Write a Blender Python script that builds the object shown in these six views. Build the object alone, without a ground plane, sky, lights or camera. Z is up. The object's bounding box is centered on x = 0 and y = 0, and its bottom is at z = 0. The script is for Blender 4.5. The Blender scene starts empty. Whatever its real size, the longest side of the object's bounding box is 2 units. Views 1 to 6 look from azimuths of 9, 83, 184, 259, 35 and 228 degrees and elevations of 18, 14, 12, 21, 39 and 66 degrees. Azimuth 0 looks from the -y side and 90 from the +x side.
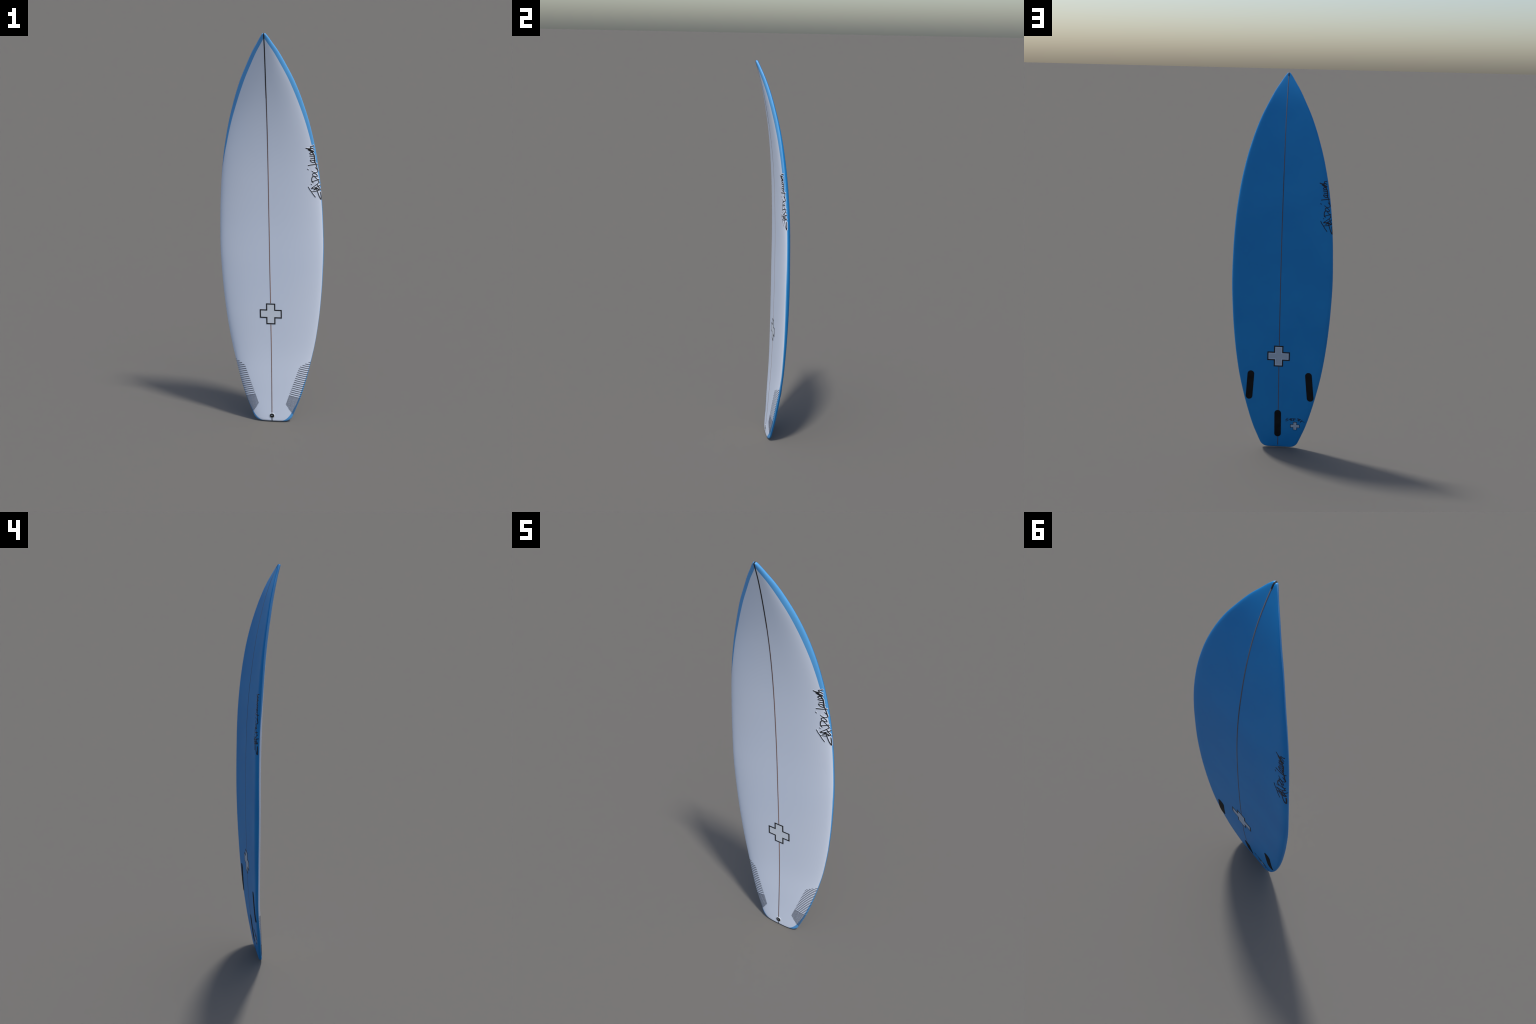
"""A squash-tail shortboard standing on its tail: white deck, blue underside
wrapping over the rails, central stringer, printed crosses, fin boxes, leash
plug, ruled grip patches and hand-written ink marks."""
import math
import bpy
import numpy as np

# ------------------------------------------------------------------ profiles
# half width of the plan outline, by height above the tail
OUTLINE_Z = np.array([0, .006, .02, .04, .07, .12, .2, .32, .46, .62, .78, .94, 1.1, 1.26,
                      1.42, 1.56, 1.68, 1.78, 1.86, 1.92, 1.96, 1.985, 2.0])
OUTLINE_W = np.array([.0600, .0795, .0972, .1074, .1197, .1395, .1643, .1946, .2226, .2434, .2558, .2613,
                      .2572, .2469, .2274, .1995, .1655, .1290, .0911, .0594, .0339, .0180, .0062])
# rocker of the rail line, rise of the deck in front of it, drop of the bottom
# behind it on the centre line, and depth of the concave along the bottom
ROCKER_Z = np.array([0, .05, .12, .22, .36, .52, .7, .88, 1.06, 1.24, 1.4, 1.55, 1.68, 1.79, 1.88, 1.95, 2.0])
RAIL_Y = np.array([.0126, .0190, .0277, .0388, .0535, .0603, .0632, .0641, .0648, .0613, .0518, .0380,
                   .0209, -.0019, -.0260, -.0517, -.0731])
DECK_RISE = np.array([.0105, .0130, .0162, .0204, .0257, .0271, .0270, .0270, .0281, .0290, .0271, .0265,
                      .0271, .0248, .0213, .0149, .0101])
BOTTOM_DROP = np.array([.0080, .0085, .0096, .0106, .0091, .0093, .0108, .0113, .0102, .0097, .0091,
                        .0062, .0039, .0039, .0041, .0041, .0037])
CONCAVE = np.array([.0015, .0021, .0027, .0028, .0029, .0053, .0079, .0090, .0070, .0068, .0067, .0072,
                    .0049, .0020, .0003, -.0012, -.0020])
DECK_P, DECK_Q = 2.676, 2.089       # exponents of the domed deck section
BOTTOM_P, BOTTOM_Q = 20.0, 2.0    # exponents of the boxier bottom section
TAIL_ROUND, NOSE_ROUND = .010, .006
# width of the blue band that wraps over the rail on to the deck
BAND_Z = np.array([0, .002, .0075, .02, .034, .047, .095, .14, .19, .245, .3, .41, .6, .9, 1.0, 1.2,
                   1.357, 1.41, 1.48, 1.53, 1.59, 1.65, 1.70, 1.75, 1.85, 1.94, 1.974, 2.0])
BAND_W = np.array([.020, .0280, .0270, .0235, .0180, .0145, .0100, .0085, .0074, .0050, .0030, .0012, .0010,
                   .0028, .0020, .0022, .0050, .0088, .0138, .0152, .0172, .0194, .0208, .0218, .0222, .0222,
                   .0216, .0200])
# the paint sits a little off centre: the band is narrower on the other side
BAND_SHIFT_Z = np.array([0, .06, .2, 1.5, 1.62, 1.78, 2.0])
BAND_SHIFT = np.array([.0095, .0070, .0040, .0035, .0022, 0, 0])


def pchip(xk, yk, x):
    """Monotone cubic through the knots."""
    h = np.diff(xk)
    s = np.diff(yk) / h
    m = np.zeros(len(xk))
    for i in range(1, len(xk) - 1):
        if s[i - 1] * s[i] > 0:
            a, b = 2 * h[i] + h[i - 1], h[i] + 2 * h[i - 1]
            m[i] = (a + b) / (a / s[i - 1] + b / s[i])
    m[0] = ((2 * h[0] + h[1]) * s[0] - h[0] * s[1]) / (h[0] + h[1])
    m[-1] = ((2 * h[-1] + h[-2]) * s[-1] - h[-1] * s[-2]) / (h[-1] + h[-2])
    i = np.clip(np.searchsorted(xk, x) - 1, 0, len(xk) - 2)
    t = (x - xk[i]) / h[i]
    return ((2 * t**3 - 3 * t**2 + 1) * yk[i] + (t**3 - 2 * t**2 + t) * h[i] * m[i]
            + (3 * t**2 - 2 * t**3) * yk[i + 1] + (t**3 - t**2) * h[i] * m[i + 1])


def spline(xk, yk, x):
    """Natural cubic spline through the knots."""
    n = len(xk)
    h = np.diff(xk)
    mat, rhs = np.eye(n), np.zeros(n)
    for i in range(1, n - 1):
        mat[i, i - 1:i + 2] = h[i - 1], 2 * (h[i - 1] + h[i]), h[i]
        rhs[i] = 6 * ((yk[i + 1] - yk[i]) / h[i] - (yk[i] - yk[i - 1]) / h[i - 1])
    m = np.linalg.solve(mat, rhs)
    i = np.clip(np.searchsorted(xk, x) - 1, 0, n - 2)
    p, q = x - xk[i], xk[i + 1] - x
    return ((m[i] * q**3 + m[i + 1] * p**3) / (6 * h[i]) + (yk[i] / h[i] - m[i] * h[i] / 6) * q
            + (yk[i + 1] / h[i] - m[i + 1] * h[i] / 6) * p)


def half_width(z):
    return pchip(OUTLINE_Z, OUTLINE_W, z)


def end_round(z):
    a = np.clip(z / TAIL_ROUND, 0, 1)
    b = np.clip((2 - z) / NOSE_ROUND, 0, 1)
    return np.sqrt(1 - (1 - a)**2) * np.sqrt(1 - (1 - b)**2)


def deck_y(xi, z):
    xi = np.abs(xi)
    return (spline(ROCKER_Z, RAIL_Y, z)
            - spline(ROCKER_Z, DECK_RISE, z) * end_round(z) * np.maximum(1 - xi**DECK_P, 0)**(1 / DECK_Q))


def bottom_y(xi, z):
    xi = np.abs(xi)
    drop = spline(ROCKER_Z, BOTTOM_DROP, z) + 1.15 * spline(ROCKER_Z, CONCAVE, z) * xi**4
    return (spline(ROCKER_Z, RAIL_Y, z)
            + drop * end_round(z) * np.maximum(1 - xi**BOTTOM_P, 0)**(1 / BOTTOM_Q))


def on_surface(side, x, z, lift):
    """Point of the deck or the underside at (x, z), raised along the normal."""
    x, z = np.asarray(x, float), np.clip(np.asarray(z, float), 2e-4, 1.9998)
    f = deck_y if side == "deck" else bottom_y
    sign = -1.0 if side == "deck" else 1.0

    def y_at(a, b):
        return f(np.clip(a / half_width(b), -.9995, .9995), b)
    e = 8e-4
    zl, zh = np.maximum(z - e, 1e-4), np.minimum(z + e, 1.9999)
    dx = (y_at(x + e, z) - y_at(x - e, z)) / (2 * e)
    dz = (y_at(x, zh) - y_at(x, zl)) / (zh - zl)
    n = np.stack([-dx, np.ones_like(dx), -dz], -1) * sign
    n /= np.linalg.norm(n, axis=-1, keepdims=True)
    w = half_width(z)
    xc = np.clip(x, -w * .9995, w * .9995)
    return np.stack([xc, y_at(x, z), z], -1) + n * np.asarray(lift)[..., None]


# ------------------------------------------------------------------ materials
def new_material(name, rough, spec=.3):
    m = bpy.data.materials.new(name)
    m.use_nodes = True
    b = m.node_tree.nodes["Principled BSDF"]
    b.inputs["Roughness"].default_value = rough
    b.inputs["Specular IOR Level"].default_value = spec
    return m, m.node_tree, b


def mottled(name, col_a, col_b, scale, rough, spec=.3, stretch=(1, 1, 1), bump=0.0):
    """Two close tones mixed by soft noise on object coordinates."""
    m, nt, b = new_material(name, rough, spec)
    tc = nt.nodes.new("ShaderNodeTexCoord")
    mp = nt.nodes.new("ShaderNodeMapping")
    mp.inputs["Scale"].default_value = stretch
    no = nt.nodes.new("ShaderNodeTexNoise")
    no.inputs["Scale"].default_value = scale
    no.inputs["Detail"].default_value = 2.5
    rp = nt.nodes.new("ShaderNodeValToRGB")
    rp.color_ramp.elements[0].position, rp.color_ramp.elements[1].position = .35, .65
    rp.color_ramp.elements[0].color = (*col_a, 1)
    rp.color_ramp.elements[1].color = (*col_b, 1)
    nt.links.new(tc.outputs["Object"], mp.inputs["Vector"])
    nt.links.new(mp.outputs["Vector"], no.inputs["Vector"])
    nt.links.new(no.outputs["Fac"], rp.inputs["Fac"])
    nt.links.new(rp.outputs["Color"], b.inputs["Base Color"])
    if bump:
        bp = nt.nodes.new("ShaderNodeBump")
        bp.inputs["Strength"].default_value = bump
        bp.inputs["Distance"].default_value = .002
        fine = nt.nodes.new("ShaderNodeTexNoise")
        fine.inputs["Scale"].default_value = 60
        nt.links.new(tc.outputs["Object"], fine.inputs["Vector"])
        nt.links.new(fine.outputs["Fac"], bp.inputs["Height"])
        nt.links.new(bp.outputs["Normal"], b.inputs["Normal"])
    return m


def stringer_material(name, stops, grain):
    """Timber strip whose resin tint changes along the board."""
    m, nt, b = new_material(name, .5)
    tc = nt.nodes.new("ShaderNodeTexCoord")
    sp = nt.nodes.new("ShaderNodeSeparateXYZ")
    no = nt.nodes.new("ShaderNodeTexNoise")
    no.inputs["Scale"].default_value = 9
    ma = nt.nodes.new("ShaderNodeMath")
    ma.operation = "MULTIPLY_ADD"
    ma.inputs[1].default_value = grain
    dv = nt.nodes.new("ShaderNodeMath")
    dv.operation = "MULTIPLY"
    dv.inputs[1].default_value = .5
    rp = nt.nodes.new("ShaderNodeValToRGB")
    el = rp.color_ramp.elements
    while len(el) < len(stops):
        el.new(.5)
    for e, (pos, col) in zip(el, stops):
        e.position, e.color = pos, (*col, 1)
    nt.links.new(tc.outputs["Object"], sp.inputs["Vector"])
    nt.links.new(tc.outputs["Object"], no.inputs["Vector"])
    nt.links.new(sp.outputs["Z"], dv.inputs[0])
    nt.links.new(no.outputs["Fac"], ma.inputs[0])
    nt.links.new(dv.outputs[0], ma.inputs[2])
    nt.links.new(ma.outputs[0], rp.inputs["Fac"])
    nt.links.new(rp.outputs["Color"], b.inputs["Base Color"])
    return m


WHITE = mottled("white_lacquer", (.645, .702, .805), (.660, .708, .800), 3.0, .5, stretch=(1, 1, .6))
RAIL_BLUE = mottled("rail_blue", (.085, .315, .640), (.095, .345, .660), 5.0, .45)
UNDER_BLUE = mottled("underside_blue", (.010, .190, .475), (.012, .208, .500), 4.0, .5, .2)
INK = mottled("black_ink", (.010, .010, .012), (.016, .016, .018), 40, .5)
INK_ON_BLUE = mottled("ink_on_blue", (.010, .013, .026), (.013, .016, .032), 40, .5)
GRIP_INK = mottled("grip_ink", (.030, .030, .040), (.045, .045, .058), 60, .5)
PRINT = mottled("print_silver", (.63, .67, .725), (.65, .69, .735), 12, .5)
PRINT_RIM = mottled("print_rim", (.44, .52, .66), (.48, .55, .68), 30, .5)
PRINT_GREY = mottled("print_grey", (.34, .40, .48), (.37, .43, .51), 12, .5)
BOX_BLACK = mottled("box_black", (.009, .009, .010), (.013, .013, .014), 30, .7, .1, bump=.05)
PLUG_BLACK = mottled("plug_black", (.006, .007, .007), (.010, .011, .011), 30, .22, .5)
DECK_STRINGER = stringer_material("deck_stringer_wood", [
    (.0, (.16, .105, .09)), (.30, (.27, .15, .11)), (.70, (.22, .125, .10)), (.84, (.085, .05, .045)),
    (.93, (.014, .013, .014))], .06)
UNDER_STRINGER = stringer_material("underside_stringer_wood", [
    (.0, (.030, .033, .055)), (.12, (.105, .105, .130)), (.40, (.065, .066, .088)), (.62, (.095, .095, .115)),
    (.78, (.050, .053, .070)), (.93, (.135, .150, .190))], .10)

# ------------------------------------------------------------------ object tree
board = bpy.data.objects.new("surfboard", None)
board.empty_display_size = .1
bpy.context.scene.collection.objects.link(board)
board["label"] = "white and blue surfboard with crosses standing on its tail"
board["category"] = "surfboard"


def make_object(name, verts, faces, material, parent=board, normals=None, stuff=False, smooth=True):
    me = bpy.data.meshes.new(name)
    me.from_pydata([tuple(v) for v in verts], [], faces)
    me.materials.append(material)
    if smooth:
        me.polygons.foreach_set("use_smooth", [True] * len(me.polygons))
    me.update()
    if normals is not None:
        me.normals_split_custom_set_from_vertices([tuple(n) for n in normals])
    ob = bpy.data.objects.new(name, me)
    bpy.context.scene.collection.objects.link(ob)
    ob.parent = parent
    if stuff:
        ob["kind"] = "stuff"
    return ob


# ------------------------------------------------------------------ body
def build_body():
    """One closed lofted skin, then cut by region into deck, rails and underside."""
    rows = np.concatenate([
        TAIL_ROUND * (1 - np.cos(np.linspace(0, math.pi / 2, 12))),
        np.linspace(TAIL_ROUND, .06, 14)[1:],
        np.linspace(.06, 1.90, 190)[1:],
        np.linspace(1.90, 2 - NOSE_ROUND, 36)[1:],
        2 - NOSE_ROUND * (1 - np.cos(np.linspace(math.pi / 2, 0, 10)))[1:]])
    n_white, n_band = 56, 12
    verts, xis = [], []
    ring = 2 * (n_white + 2 * n_band)
    top = n_white + 2 * n_band           # deck columns 0..top, underside runs back
    for z in rows:
        w = float(half_width(z))
        band = float(np.interp(z, BAND_Z, BAND_W))
        thin = max(band - float(np.interp(z, BAND_SHIFT_Z, BAND_SHIFT)), .0004)
        left, right = (min(max(1 - b / w, 1e-3), .9985) for b in (thin, band))
        inner = (right - left) / 2 + (right + left) / 2 * np.sin(np.linspace(-1, 1, n_white + 1) * math.pi / 2)
        ease = np.sin(np.linspace(0, 1, n_band + 1) * math.pi / 2)
        xi = np.concatenate([-(left + (1 - left) * ease)[::-1], inner[1:-1], right + (1 - right) * ease])
        zz = np.full_like(xi, z)
        d = np.stack([xi * w, deck_y(xi, zz), zz], -1)
        u = np.stack([xi * w, bottom_y(xi, zz), zz], -1)
        verts.append(np.concatenate([d, u[::-1][1:-1]]))
    verts = np.array(verts)
    count = len(rows)
    flat = verts.reshape(-1, 3)
    index = np.arange(count * ring).reshape(count, ring)
    # at both ends deck and underside close on one line: share the vertices
    for r in (0, count - 1):
        for k in range(1, top):
            index[r, ring - k] = index[r, k]
    quads, region = [], []
    for r in range(count - 1):
        for k in range(ring):
            k2 = (k + 1) % ring
            q = [int(index[r, k]), int(index[r, k2]), int(index[r + 1, k2]), int(index[r + 1, k])]
            quads.append(q)
            region.append("rail" if (k < n_band or top - n_band <= k < top) else "deck" if k < top else "under")
    # vertex normals of the whole skin, area weighted
    q = np.array(quads)
    n = np.cross(flat[q[:, 2]] - flat[q[:, 0]], flat[q[:, 3]] - flat[q[:, 1]])
    vn = np.zeros_like(flat)
    for j in range(4):
        np.add.at(vn, q[:, j], n)
    vn /= np.maximum(np.linalg.norm(vn, axis=1, keepdims=True), 1e-12)
    for tag, name, mat in (("deck", "deck", WHITE), ("rail", "rail", RAIL_BLUE), ("under", "underside", UNDER_BLUE)):
        faces = [f for f, g in zip(quads, region) if g == tag]
        used = sorted({i for f in faces for i in f})
        back = {v: i for i, v in enumerate(used)}
        make_object(name, flat[used], [[back[i] for i in f] for f in faces], mat, normals=vn[used])


build_body()


# ------------------------------------------------------------------ inlays
def smooth_path(points, step, closed=False):
    """Catmull-Rom through the control points, resampled evenly."""
    p = np.array(points, float)
    if len(p) == 2:
        n = max(2, int(np.linalg.norm(p[1] - p[0]) / step) + 1)
        return p[0] + (p[1] - p[0]) * np.linspace(0, 1, n)[:, None]
    ends = (p[-2], p[1]) if closed else (2 * p[0] - p[1], 2 * p[-1] - p[-2])
    e = np.vstack([ends[0], p, ends[1]])
    out = []
    for i in range(len(p) - 1):
        a, b, c, d = e[i:i + 4]
        n = max(2, int(np.linalg.norm(c - b) / step) + 1)
        for t in np.linspace(0, 1, n, endpoint=False):
            out.append(.5 * (2 * b + (c - a) * t + (2 * a - 5 * b + 4 * c - d) * t**2 + (3 * b - a - 3 * c + d) * t**3))
    out.append(p[-1])
    return np.array(out)


def ribbon(side, path, width, lift, across=2, round_ends=True, depth=.0012):
    """Strip along a path on the board's skin, with a skirt that sinks into it."""
    path = np.asarray(path, float)
    t = np.gradient(path, axis=0)
    t /= np.maximum(np.linalg.norm(t, axis=1, keepdims=True), 1e-9)
    nrm = np.stack([-t[:, 1], t[:, 0]], -1)
    centre, half = [*path], [width / 2] * len(path)
    normal, r = [*nrm], width / 2
    if round_ends:
        angles = np.linspace(0, math.pi / 2, 7)[1:]
        head = [(path[0] - t[0] * r * math.sin(a), r * math.cos(a), nrm[0]) for a in angles][::-1]
        tail = [(path[-1] + t[-1] * r * math.sin(a), r * math.cos(a), nrm[-1]) for a in angles]
        centre = [h[0] for h in head] + centre + [h[0] for h in tail]
        half = [h[1] for h in head] + half + [h[1] for h in tail]
        normal = [h[2] for h in head] + normal + [h[2] for h in tail]
    centre, half, normal = np.array(centre), np.maximum(np.array(half), width * .01), np.array(normal)
    s = np.linspace(-1, 1, across + 1)
    pts = centre[:, None, :] + normal[:, None, :] * (half[:, None] * s[None, :])[..., None]
    pts = np.concatenate([pts[:, :1], pts, pts[:, -1:]], 1)
    lifts = np.full(pts.shape[:2], lift)
    lifts[:, 0] = lifts[:, -1] = -depth
    pos = on_surface(side, pts[..., 0], pts[..., 1], lifts)
    rows, cols = pos.shape[:2]
    idx = np.arange(rows * cols).reshape(rows, cols)
    faces = []
    for i in range(rows - 1):
        for j in range(cols - 1):
            f = [idx[i, j], idx[i, j + 1], idx[i + 1, j + 1], idx[i + 1, j]]
            faces.append([int(v) for v in (f if side == "underside" else f[::-1])])
    return pos.reshape(-1, 3), faces


def join(parts):
    verts, faces, base = [], [], 0
    for v, f in parts:
        verts.append(v)
        faces += [[i + base for i in q] for q in f]
        base += len(v)
    return np.concatenate(verts), faces


def cells(side, inside, cx, cz, breaks_x, breaks_z, lift, depth=.0012):
    """Grid patch on the skin: keeps the cells whose centre passes the test."""
    xs, zs = np.array(sorted(breaks_x)), np.array(sorted(breaks_z))
    gx, gz = np.meshgrid(cx + xs, cz + zs)
    hi = on_surface(side, gx, gz, np.full(gx.shape, lift))
    lo = on_surface(side, gx, gz, np.full(gx.shape, -depth))
    nz, nx = gx.shape
    verts = np.concatenate([hi.reshape(-1, 3), lo.reshape(-1, 3)])
    off = nz * nx
    keep = {(i, j) for i in range(nz - 1) for j in range(nx - 1)
            if inside((xs[j] + xs[j + 1]) / 2, (zs[i] + zs[i + 1]) / 2)}
    faces = []
    for i, j in keep:
        a, b, c, d = i * nx + j, i * nx + j + 1, (i + 1) * nx + j + 1, (i + 1) * nx + j
        faces.append([a, b, c, d] if side == "deck" else [d, c, b, a])
        for nb, p, q in (((i - 1, j), a, b), ((i, j + 1), b, c), ((i + 1, j), c, d), ((i, j - 1), d, a)):
            if nb not in keep:
                faces.append([p, p + off, q + off, q] if side == "deck" else [q, q + off, p + off, p])
    used = sorted({i for f in faces for i in f})
    back = {v: i for i, v in enumerate(used)}
    return verts[used], [[back[i] for i in f] for f in faces]


def cross_emblem(side, cx, cz, reach_x, reach_z, arm_x, arm_z, line, rim, fill_mat, line_mat, rim_mat=None):
    def cross(inset):
        return lambda x, z: ((abs(x) < reach_x - inset and abs(z) < arm_z - inset)
                             or (abs(x) < arm_x - inset and abs(z) < reach_z - inset))
    outer, inner, core = cross(0), cross(line), cross(line + rim)

    def breaks(reach, arm):
        b = {0.0}
        for base in (reach, arm):
            for k in (base, base - line, base - line - rim):
                b |= {k, -k}
        b |= set(np.linspace(-reach, reach, 17)[1:-1])
        return b
    bx, bz = breaks(reach_x, arm_x), breaks(reach_z, arm_z)
    v, f = cells(side, inner if rim_mat is None else core, cx, cz, bx, bz, .0007)
    emblem = make_object("cross_emblem", v, f, fill_mat, smooth=False)
    v, f = cells(side, lambda x, z: outer(x, z) and not inner(x, z), cx, cz, bx, bz, .0010)
    make_object("cross_outline", v, f, line_mat, parent=emblem, smooth=False)
    if rim_mat is not None:
        v, f = cells(side, lambda x, z: inner(x, z) and not core(x, z), cx, cz, bx, bz, .0007)
        make_object("cross_rim", v, f, rim_mat, parent=emblem, smooth=False)


cross_emblem("deck", -.0062, .598, .0568, .0564, .0236, .0232, .0060, .001, PRINT, INK)
cross_emblem("underside", .0090, .5356, .0596, .0578, .0247, .0240, .0064, .0040, PRINT_GREY, INK, PRINT_RIM)
cross_emblem("underside", -.0862, .1342, .0250, .0243, .0102, .0098, .0026, .0020, PRINT_GREY, INK, PRINT_RIM)

# stringers: deck and underside lines, and the dark end grain over the tip
STRINGER_Z = np.array([0, .2, .5, .9, 1.2, 1.42, 1.6, 1.77, 1.93, 2.0])
STRINGER_X = np.array([.005, .005, .0062, .0076, .0070, .0058, .0045, .0036, .0008, 0.0])


def stringer_run(side, z0, z1, width):
    z = np.linspace(z0, z1, max(6, int((z1 - z0) / .012)))
    x = np.interp(z, STRINGER_Z, STRINGER_X) * (-1 if side == "deck" else 1)
    return ribbon(side, np.stack([x, z], -1), width, .0004, round_ends=False)


make_object("stringer", *join([stringer_run("deck", .046, .540, .0042), stringer_run("deck", .656, 1.70, .0042),
                               stringer_run("deck", 1.70, 1.984, .0050)]), DECK_STRINGER)
make_object("stringer", *join([stringer_run("underside", .003, .068, .0042),
                               stringer_run("underside", .225, .477, .0042),
                               stringer_run("underside", .594, 1.983, .0042)]), UNDER_STRINGER)
make_object("tail_seam", *stringer_run("deck", .0006, .0185, .0046), INK)


def tip_wrap(width, lift):
    """Dark end grain of the stringer, bent over the rounded tip."""
    drop = np.concatenate([np.linspace(.020, NOSE_ROUND, 8)[:-1],
                           NOSE_ROUND * (1 - np.cos(np.linspace(math.pi / 2, 0, 9)))])
    z = 2 - drop
    front = np.stack([deck_y(np.zeros_like(z), z), z], -1)
    back = np.stack([bottom_y(np.zeros_like(z), z), z], -1)
    path = np.concatenate([front, back[::-1][1:]])
    t = np.gradient(path, axis=0)
    t /= np.linalg.norm(t, axis=1, keepdims=True)
    out = path + np.stack([-t[:, 1], t[:, 0]], -1) * lift
    inn = path - np.stack([-t[:, 1], t[:, 0]], -1) * .001
    cols = [(-width / 2, inn), (-width / 2, out), (width / 2, out), (width / 2, inn)]
    pos = np.stack([np.column_stack([np.full(len(path), x), p]) for x, p in cols], 1)
    idx = np.arange(len(path) * 4).reshape(-1, 4)
    faces = [[int(idx[i, k]), int(idx[i + 1, k]), int(idx[i + 1, k + 1]), int(idx[i, k + 1])]
             for i in range(len(path) - 1) for k in range(3)]
    return pos.reshape(-1, 3), faces


make_object("tip_seam", *tip_wrap(.0052, .0003), INK)

# fin boxes: stadium-shaped inlays
for head, foot in (((.1542, .4316), (.1630, .3032)), ((-.1518, .4316), (-.1642, .3030)), ((.0074, .2082), (.0067, .0839))):
    path = smooth_path([head, foot], .006)
    make_object("fin_box", *ribbon("underside", path, .0356, .0009, across=8), BOX_BLACK)


# leash plug: pale collar around a glossy black cup
def disc(side, cx, cz, radius, profile, segments=40):
    """Turned piece: profile is (radius fraction, lift) from rim to centre."""
    rings = []
    for frac, lift in profile:
        a = np.linspace(0, 2 * math.pi, segments, endpoint=False)
        rings.append(on_surface(side, cx + radius * frac * np.cos(a), cz + radius * frac * np.sin(a),
                                np.full(segments, lift)))
    v = np.concatenate(rings)
    f = []
    for i in range(len(rings) - 1):
        for j in range(segments):
            k = (j + 1) % segments
            f.append([i * segments + j, i * segments + k, (i + 1) * segments + k, (i + 1) * segments + j])
    f.append([(len(rings) - 1) * segments + j for j in range(segments)])
    return v, f


plug = make_object("leash_plug", *disc("deck", -.0048, .0338, .0118, [
    (1.0, -.001), (1.0, .0016), (.96, .0020), (.7, .0024), (.35, .0027), (.08, .0028)]), PLUG_BLACK)
make_object("plug_collar", *disc("deck", -.0048, .0338, .0152, [
    (1.0, -.001), (1.0, .0008), (.97, .0011), (.70, .0012)]), PRINT, parent=plug)

make_object("plug_glint_strip", *ribbon("deck", smooth_path([(-.0098, .0356), (-.0028, .0360)], .002), .0022, .0033), PRINT_GREY,  # pale grey strip modelled on the black cup as its upper-left highlight
            parent=plug)

# ruled grip patches near the tail: lines fall towards the rail, wide spacing
# above and tight spacing below, inside a tapering outline
GRIP_INNER_Z = np.array([.040, .048, .100, .150, .300, .312, .327, .336])
GRIP_INNER_X = np.array([.112, .1030, .0712, .0885, .1395, .1473, .1745, .1960])
GRIP_SLOPE, GRIP_MID = .30, -.0035


def grip_line(hand, level):
    """One ruled line: from the patch's inner edge out to the rail."""
    q = np.linspace(.05, .215, 331)
    z = level - GRIP_SLOPE * q
    ok = (z > GRIP_INNER_Z[0]) & (z < GRIP_INNER_Z[-1])
    edge = half_width(np.clip(z, 0, 2)) - hand * GRIP_MID - .0012
    ok &= (q > np.interp(z, GRIP_INNER_Z, GRIP_INNER_X)) & (q < edge)
    if ok.sum() < 6:
        return None
    q = np.linspace(q[ok][0], q[ok][-1], 14)
    return np.stack([GRIP_MID + hand * q, level - GRIP_SLOPE * q], -1)


levels = [(.3898 - .01184 * k, .0030) for k in range(19)]
levels += [(levels[-1][0] - .00592 * (k + 1), .0024) for k in range(17)]
for hand in (-1, 1):
    for level, thick in levels:
        path = grip_line(hand, level)
        if path is not None:
            make_object("grip_line", *ribbon("deck", path, thick, .0006, round_ends=False), GRIP_INK)

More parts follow.
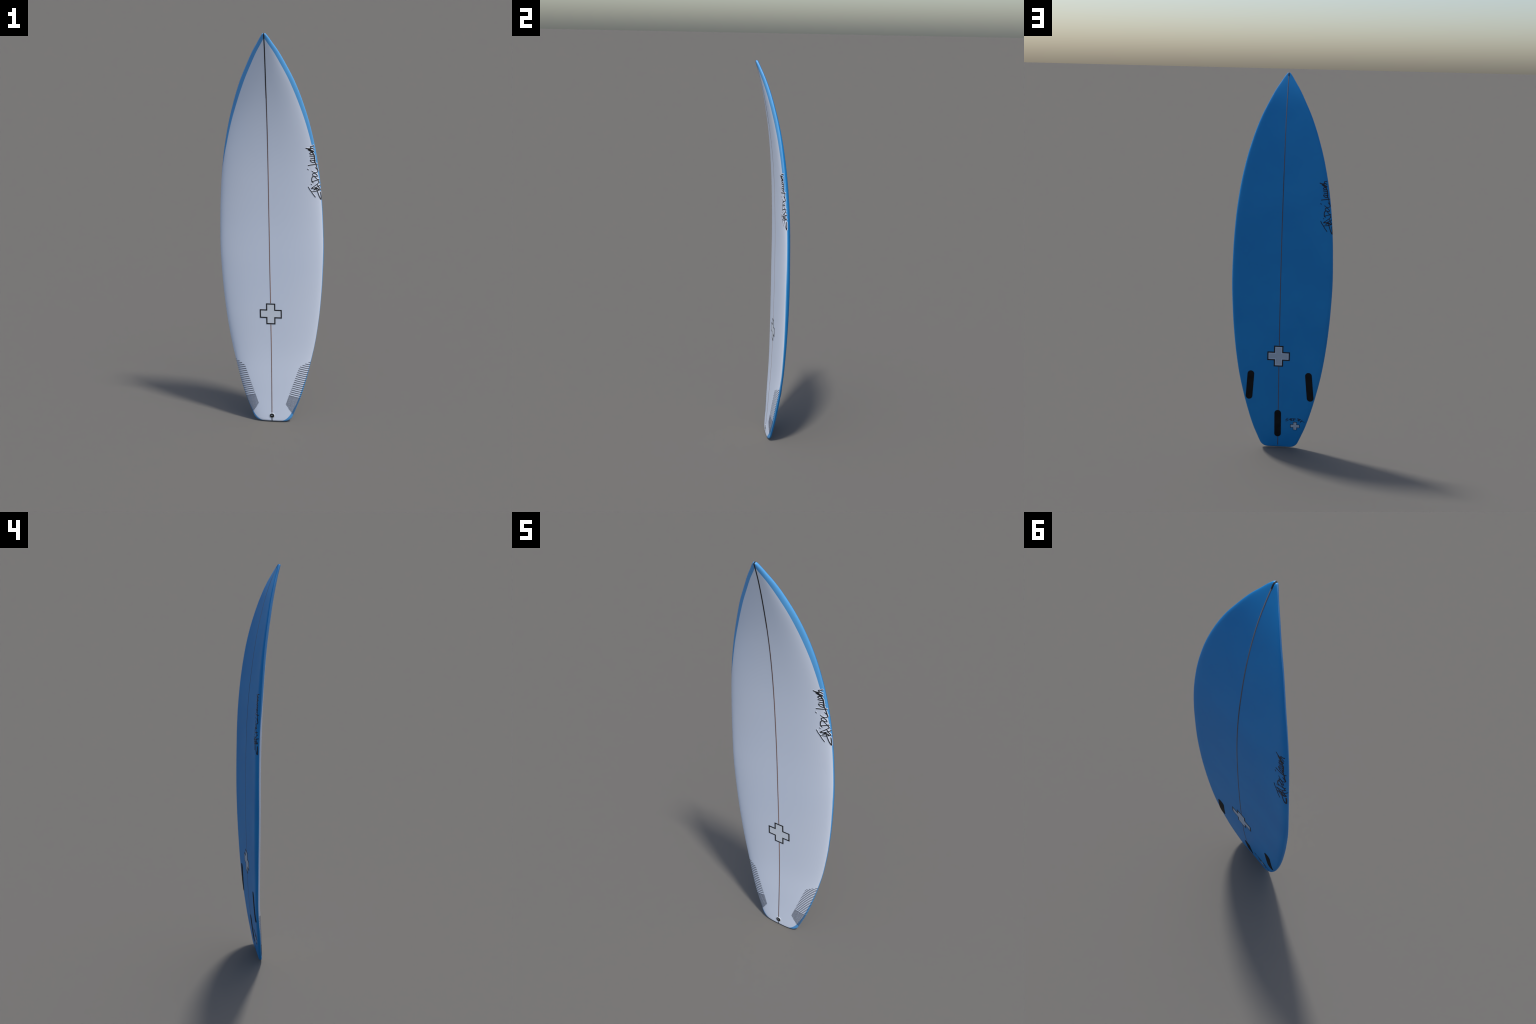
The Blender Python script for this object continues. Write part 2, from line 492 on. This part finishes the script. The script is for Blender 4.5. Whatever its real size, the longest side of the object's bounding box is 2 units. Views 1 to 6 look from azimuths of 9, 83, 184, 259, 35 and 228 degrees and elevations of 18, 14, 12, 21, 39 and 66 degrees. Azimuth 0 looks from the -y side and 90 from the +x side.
# ------------------------------------------------------------------ hand ink
# pen strokes in millimetres: (pen width, control points as distance from the
# centre line and height); the same hand on the deck and on the underside
PEN_STROKES = [
    (3.4, [(213.0, 1468.6), (207.8, 1466.3), (202.1, 1466.3), (200.1, 1463.4), (201.9, 1459.1), (207.3, 1455.8), (213.6, 1452.9)]),
    (4.1, [(179.1, 1457.7), (186.1, 1455.5), (194.8, 1454.7), (203.4, 1456.3)]),
    (8.0, [(191.6, 1451.3), (196.0, 1448.1), (202.9, 1444.3), (211.2, 1441.0)]),
    (5.6, [(195.9, 1452.4), (201.9, 1445.7), (204.6, 1438.1)]),
    (3.4, [(204.1, 1437.2), (198.4, 1434.2), (196.6, 1430.9), (200.6, 1427.1), (206.5, 1425.7), (211.2, 1427.6), (211.0, 1432.4), (206.6, 1435.7), (204.1, 1437.2)]),
    (3.9, [(208.0, 1437.2), (212.1, 1430.5), (216.2, 1422.8), (217.4, 1417.1), (218.2, 1408.4), (219.5, 1398.8), (219.3, 1392.1), (221.4, 1387.3)]),
    (3.6, [(197.1, 1419.4), (204.8, 1418.5), (214.4, 1418.0)]),
    (3.2, [(200.8, 1408.4), (209.0, 1408.0), (217.7, 1408.4)]),
    (3.2, [(221.0, 1397.9), (213.3, 1397.9), (205.5, 1398.8), (199.7, 1399.2), (199.4, 1394.9), (203.9, 1390.2), (211.8, 1386.4), (220.4, 1385.9)]),
    (3.4, [(214.3, 1397.0), (218.3, 1393.1), (220.4, 1387.8)]),
    (3.4, [(188.6, 1372.9), (199.7, 1374.7), (214.1, 1376.3), (229.4, 1378.4)]),
    (2.8, [(220.9, 1386.8), (225.1, 1377.7), (228.0, 1365.6), (231.9, 1350.5)]),
    (2.9, [(185.9, 1354.9), (189.0, 1351.3)]),
    (2.6, [(223.1, 1360.9), (228.1, 1354.8), (232.6, 1348.6), (233.4, 1342.6), (229.4, 1337.9), (222.8, 1336.8), (216.7, 1337.4), (210.6, 1340.4), (206.2, 1345.2)]),
    (2.9, [(215.6, 1333.8), (210.3, 1330.7), (209.3, 1325.8), (212.5, 1320.4), (221.1, 1317.5), (229.6, 1316.2), (230.6, 1321.0), (226.8, 1327.1), (220.5, 1332.6), (215.6, 1333.8)]),
    (3.3, [(217.4, 1319.3), (211.4, 1318.0), (206.7, 1312.5), (205.2, 1305.2), (205.5, 1296.6), (206.0, 1291.8), (211.9, 1286.8)]),
    (2.6, [(217.4, 1317.4), (226.3, 1307.8), (232.6, 1300.4), (236.4, 1294.2), (239.1, 1288.1)]),
    (3.0, [(205.7, 1291.8), (214.7, 1294.4), (226.6, 1298.1), (238.0, 1301.4)]),
    (3.2, [(202.8, 1279.5), (204.0, 1278.3)]),
    (2.6, [(239.7, 1288.0), (230.9, 1279.8), (220.3, 1271.3), (208.5, 1263.2), (203.2, 1258.1)]),
    (4.9, [(204.4, 1257.9), (208.6, 1260.8)]),
    (2.8, [(204.5, 1257.0), (214.7, 1259.6), (226.7, 1263.4), (236.2, 1267.6), (244.2, 1273.1)]),
    (2.6, [(231.0, 1277.4), (234.9, 1268.8), (240.1, 1260.1), (244.0, 1252.6), (243.9, 1249.0), (238.1, 1248.0), (228.6, 1244.5), (217.7, 1243.2), (205.0, 1241.7)]),
    (3.8, [(215.0, 1250.7), (220.9, 1256.0), (226.2, 1260.3)]),
    (4.5, [(219.8, 1253.0), (228.1, 1257.3), (234.3, 1254.2), (239.3, 1249.2)]),
    (2.9, [(228.1, 1257.9), (229.6, 1248.1), (234.4, 1234.6), (239.1, 1219.9), (244.4, 1207.5), (248.8, 1200.0)]),
    (2.9, [(189.0, 1265.6), (194.2, 1254.7), (203.2, 1241.6), (212.2, 1227.2), (221.8, 1214.4)]),
    (2.1, [(245.7, 1237.9), (247.2, 1225.6), (248.4, 1212.0), (249.1, 1200.0)]),
]
LETTER_STROKES = [
    (2.1, [(48.4, 181.2), (42.3, 176.5), (36.2, 171.5), (41.7, 170.3), (49.3, 169.7), (48.0, 165.3), (41.9, 163.0), (36.0, 162.8)]),
    (2.1, [(54.0, 178.1), (55.5, 172.0), (59.7, 170.8), (61.6, 178.6)]),
    (2.1, [(64.3, 178.8), (63.9, 165.3)]),
    (2.1, [(64.3, 178.8), (69.9, 177.6), (68.6, 172.9), (64.5, 171.9), (69.4, 166.8)]),
    (2.1, [(80.2, 179.1), (78.6, 170.6), (81.9, 163.8)]),
    (2.1, [(67.1, 178.2), (79.5, 179.1), (88.4, 179.3)]),
    (2.0, [(76.2, 172.1), (88.6, 173.2)]),
    (1.9, [(67.3, 166.7), (78.3, 169.0)]),
    (2.5, [(101.1, 180.6), (105.1, 170.8), (108.0, 163.2)]),
    (2.1, [(100.1, 180.5), (108.4, 178.0), (116.7, 176.1), (108.5, 173.3), (96.2, 170.6)]),
    (2.0, [(106.5, 172.4), (114.1, 167.5), (119.0, 165.4)]),
    (2.3, [(125.0, 173.4), (119.7, 165.4), (115.0, 157.4)]),
    (2.0, [(117.6, 166.1), (125.2, 164.1), (130.7, 163.4), (136.9, 160.0)]),
]


def ink(side, strokes, hand, lift, widen=0.0):
    parts = []
    for i, (width, points) in enumerate(strokes):
        path = smooth_path(np.array(points) / 1000 * (hand, 1), .0016)
        parts.append(ribbon(side, path, width / 1000 * 1.2 + widen, lift + i * 1.5e-5, depth=.0004))
    return join(parts)


deck_ink = make_object("signature", *ink("deck", PEN_STROKES, 1, .0007), INK)
make_object("signature_edge", *ink("deck", PEN_STROKES, 1, .0001, .0034), WHITE, parent=deck_ink)
make_object("signature", *ink("underside", PEN_STROKES, -1, .0005), INK_ON_BLUE)
make_object("lettering", *ink("underside", LETTER_STROKES, -1, .0005), INK_ON_BLUE)
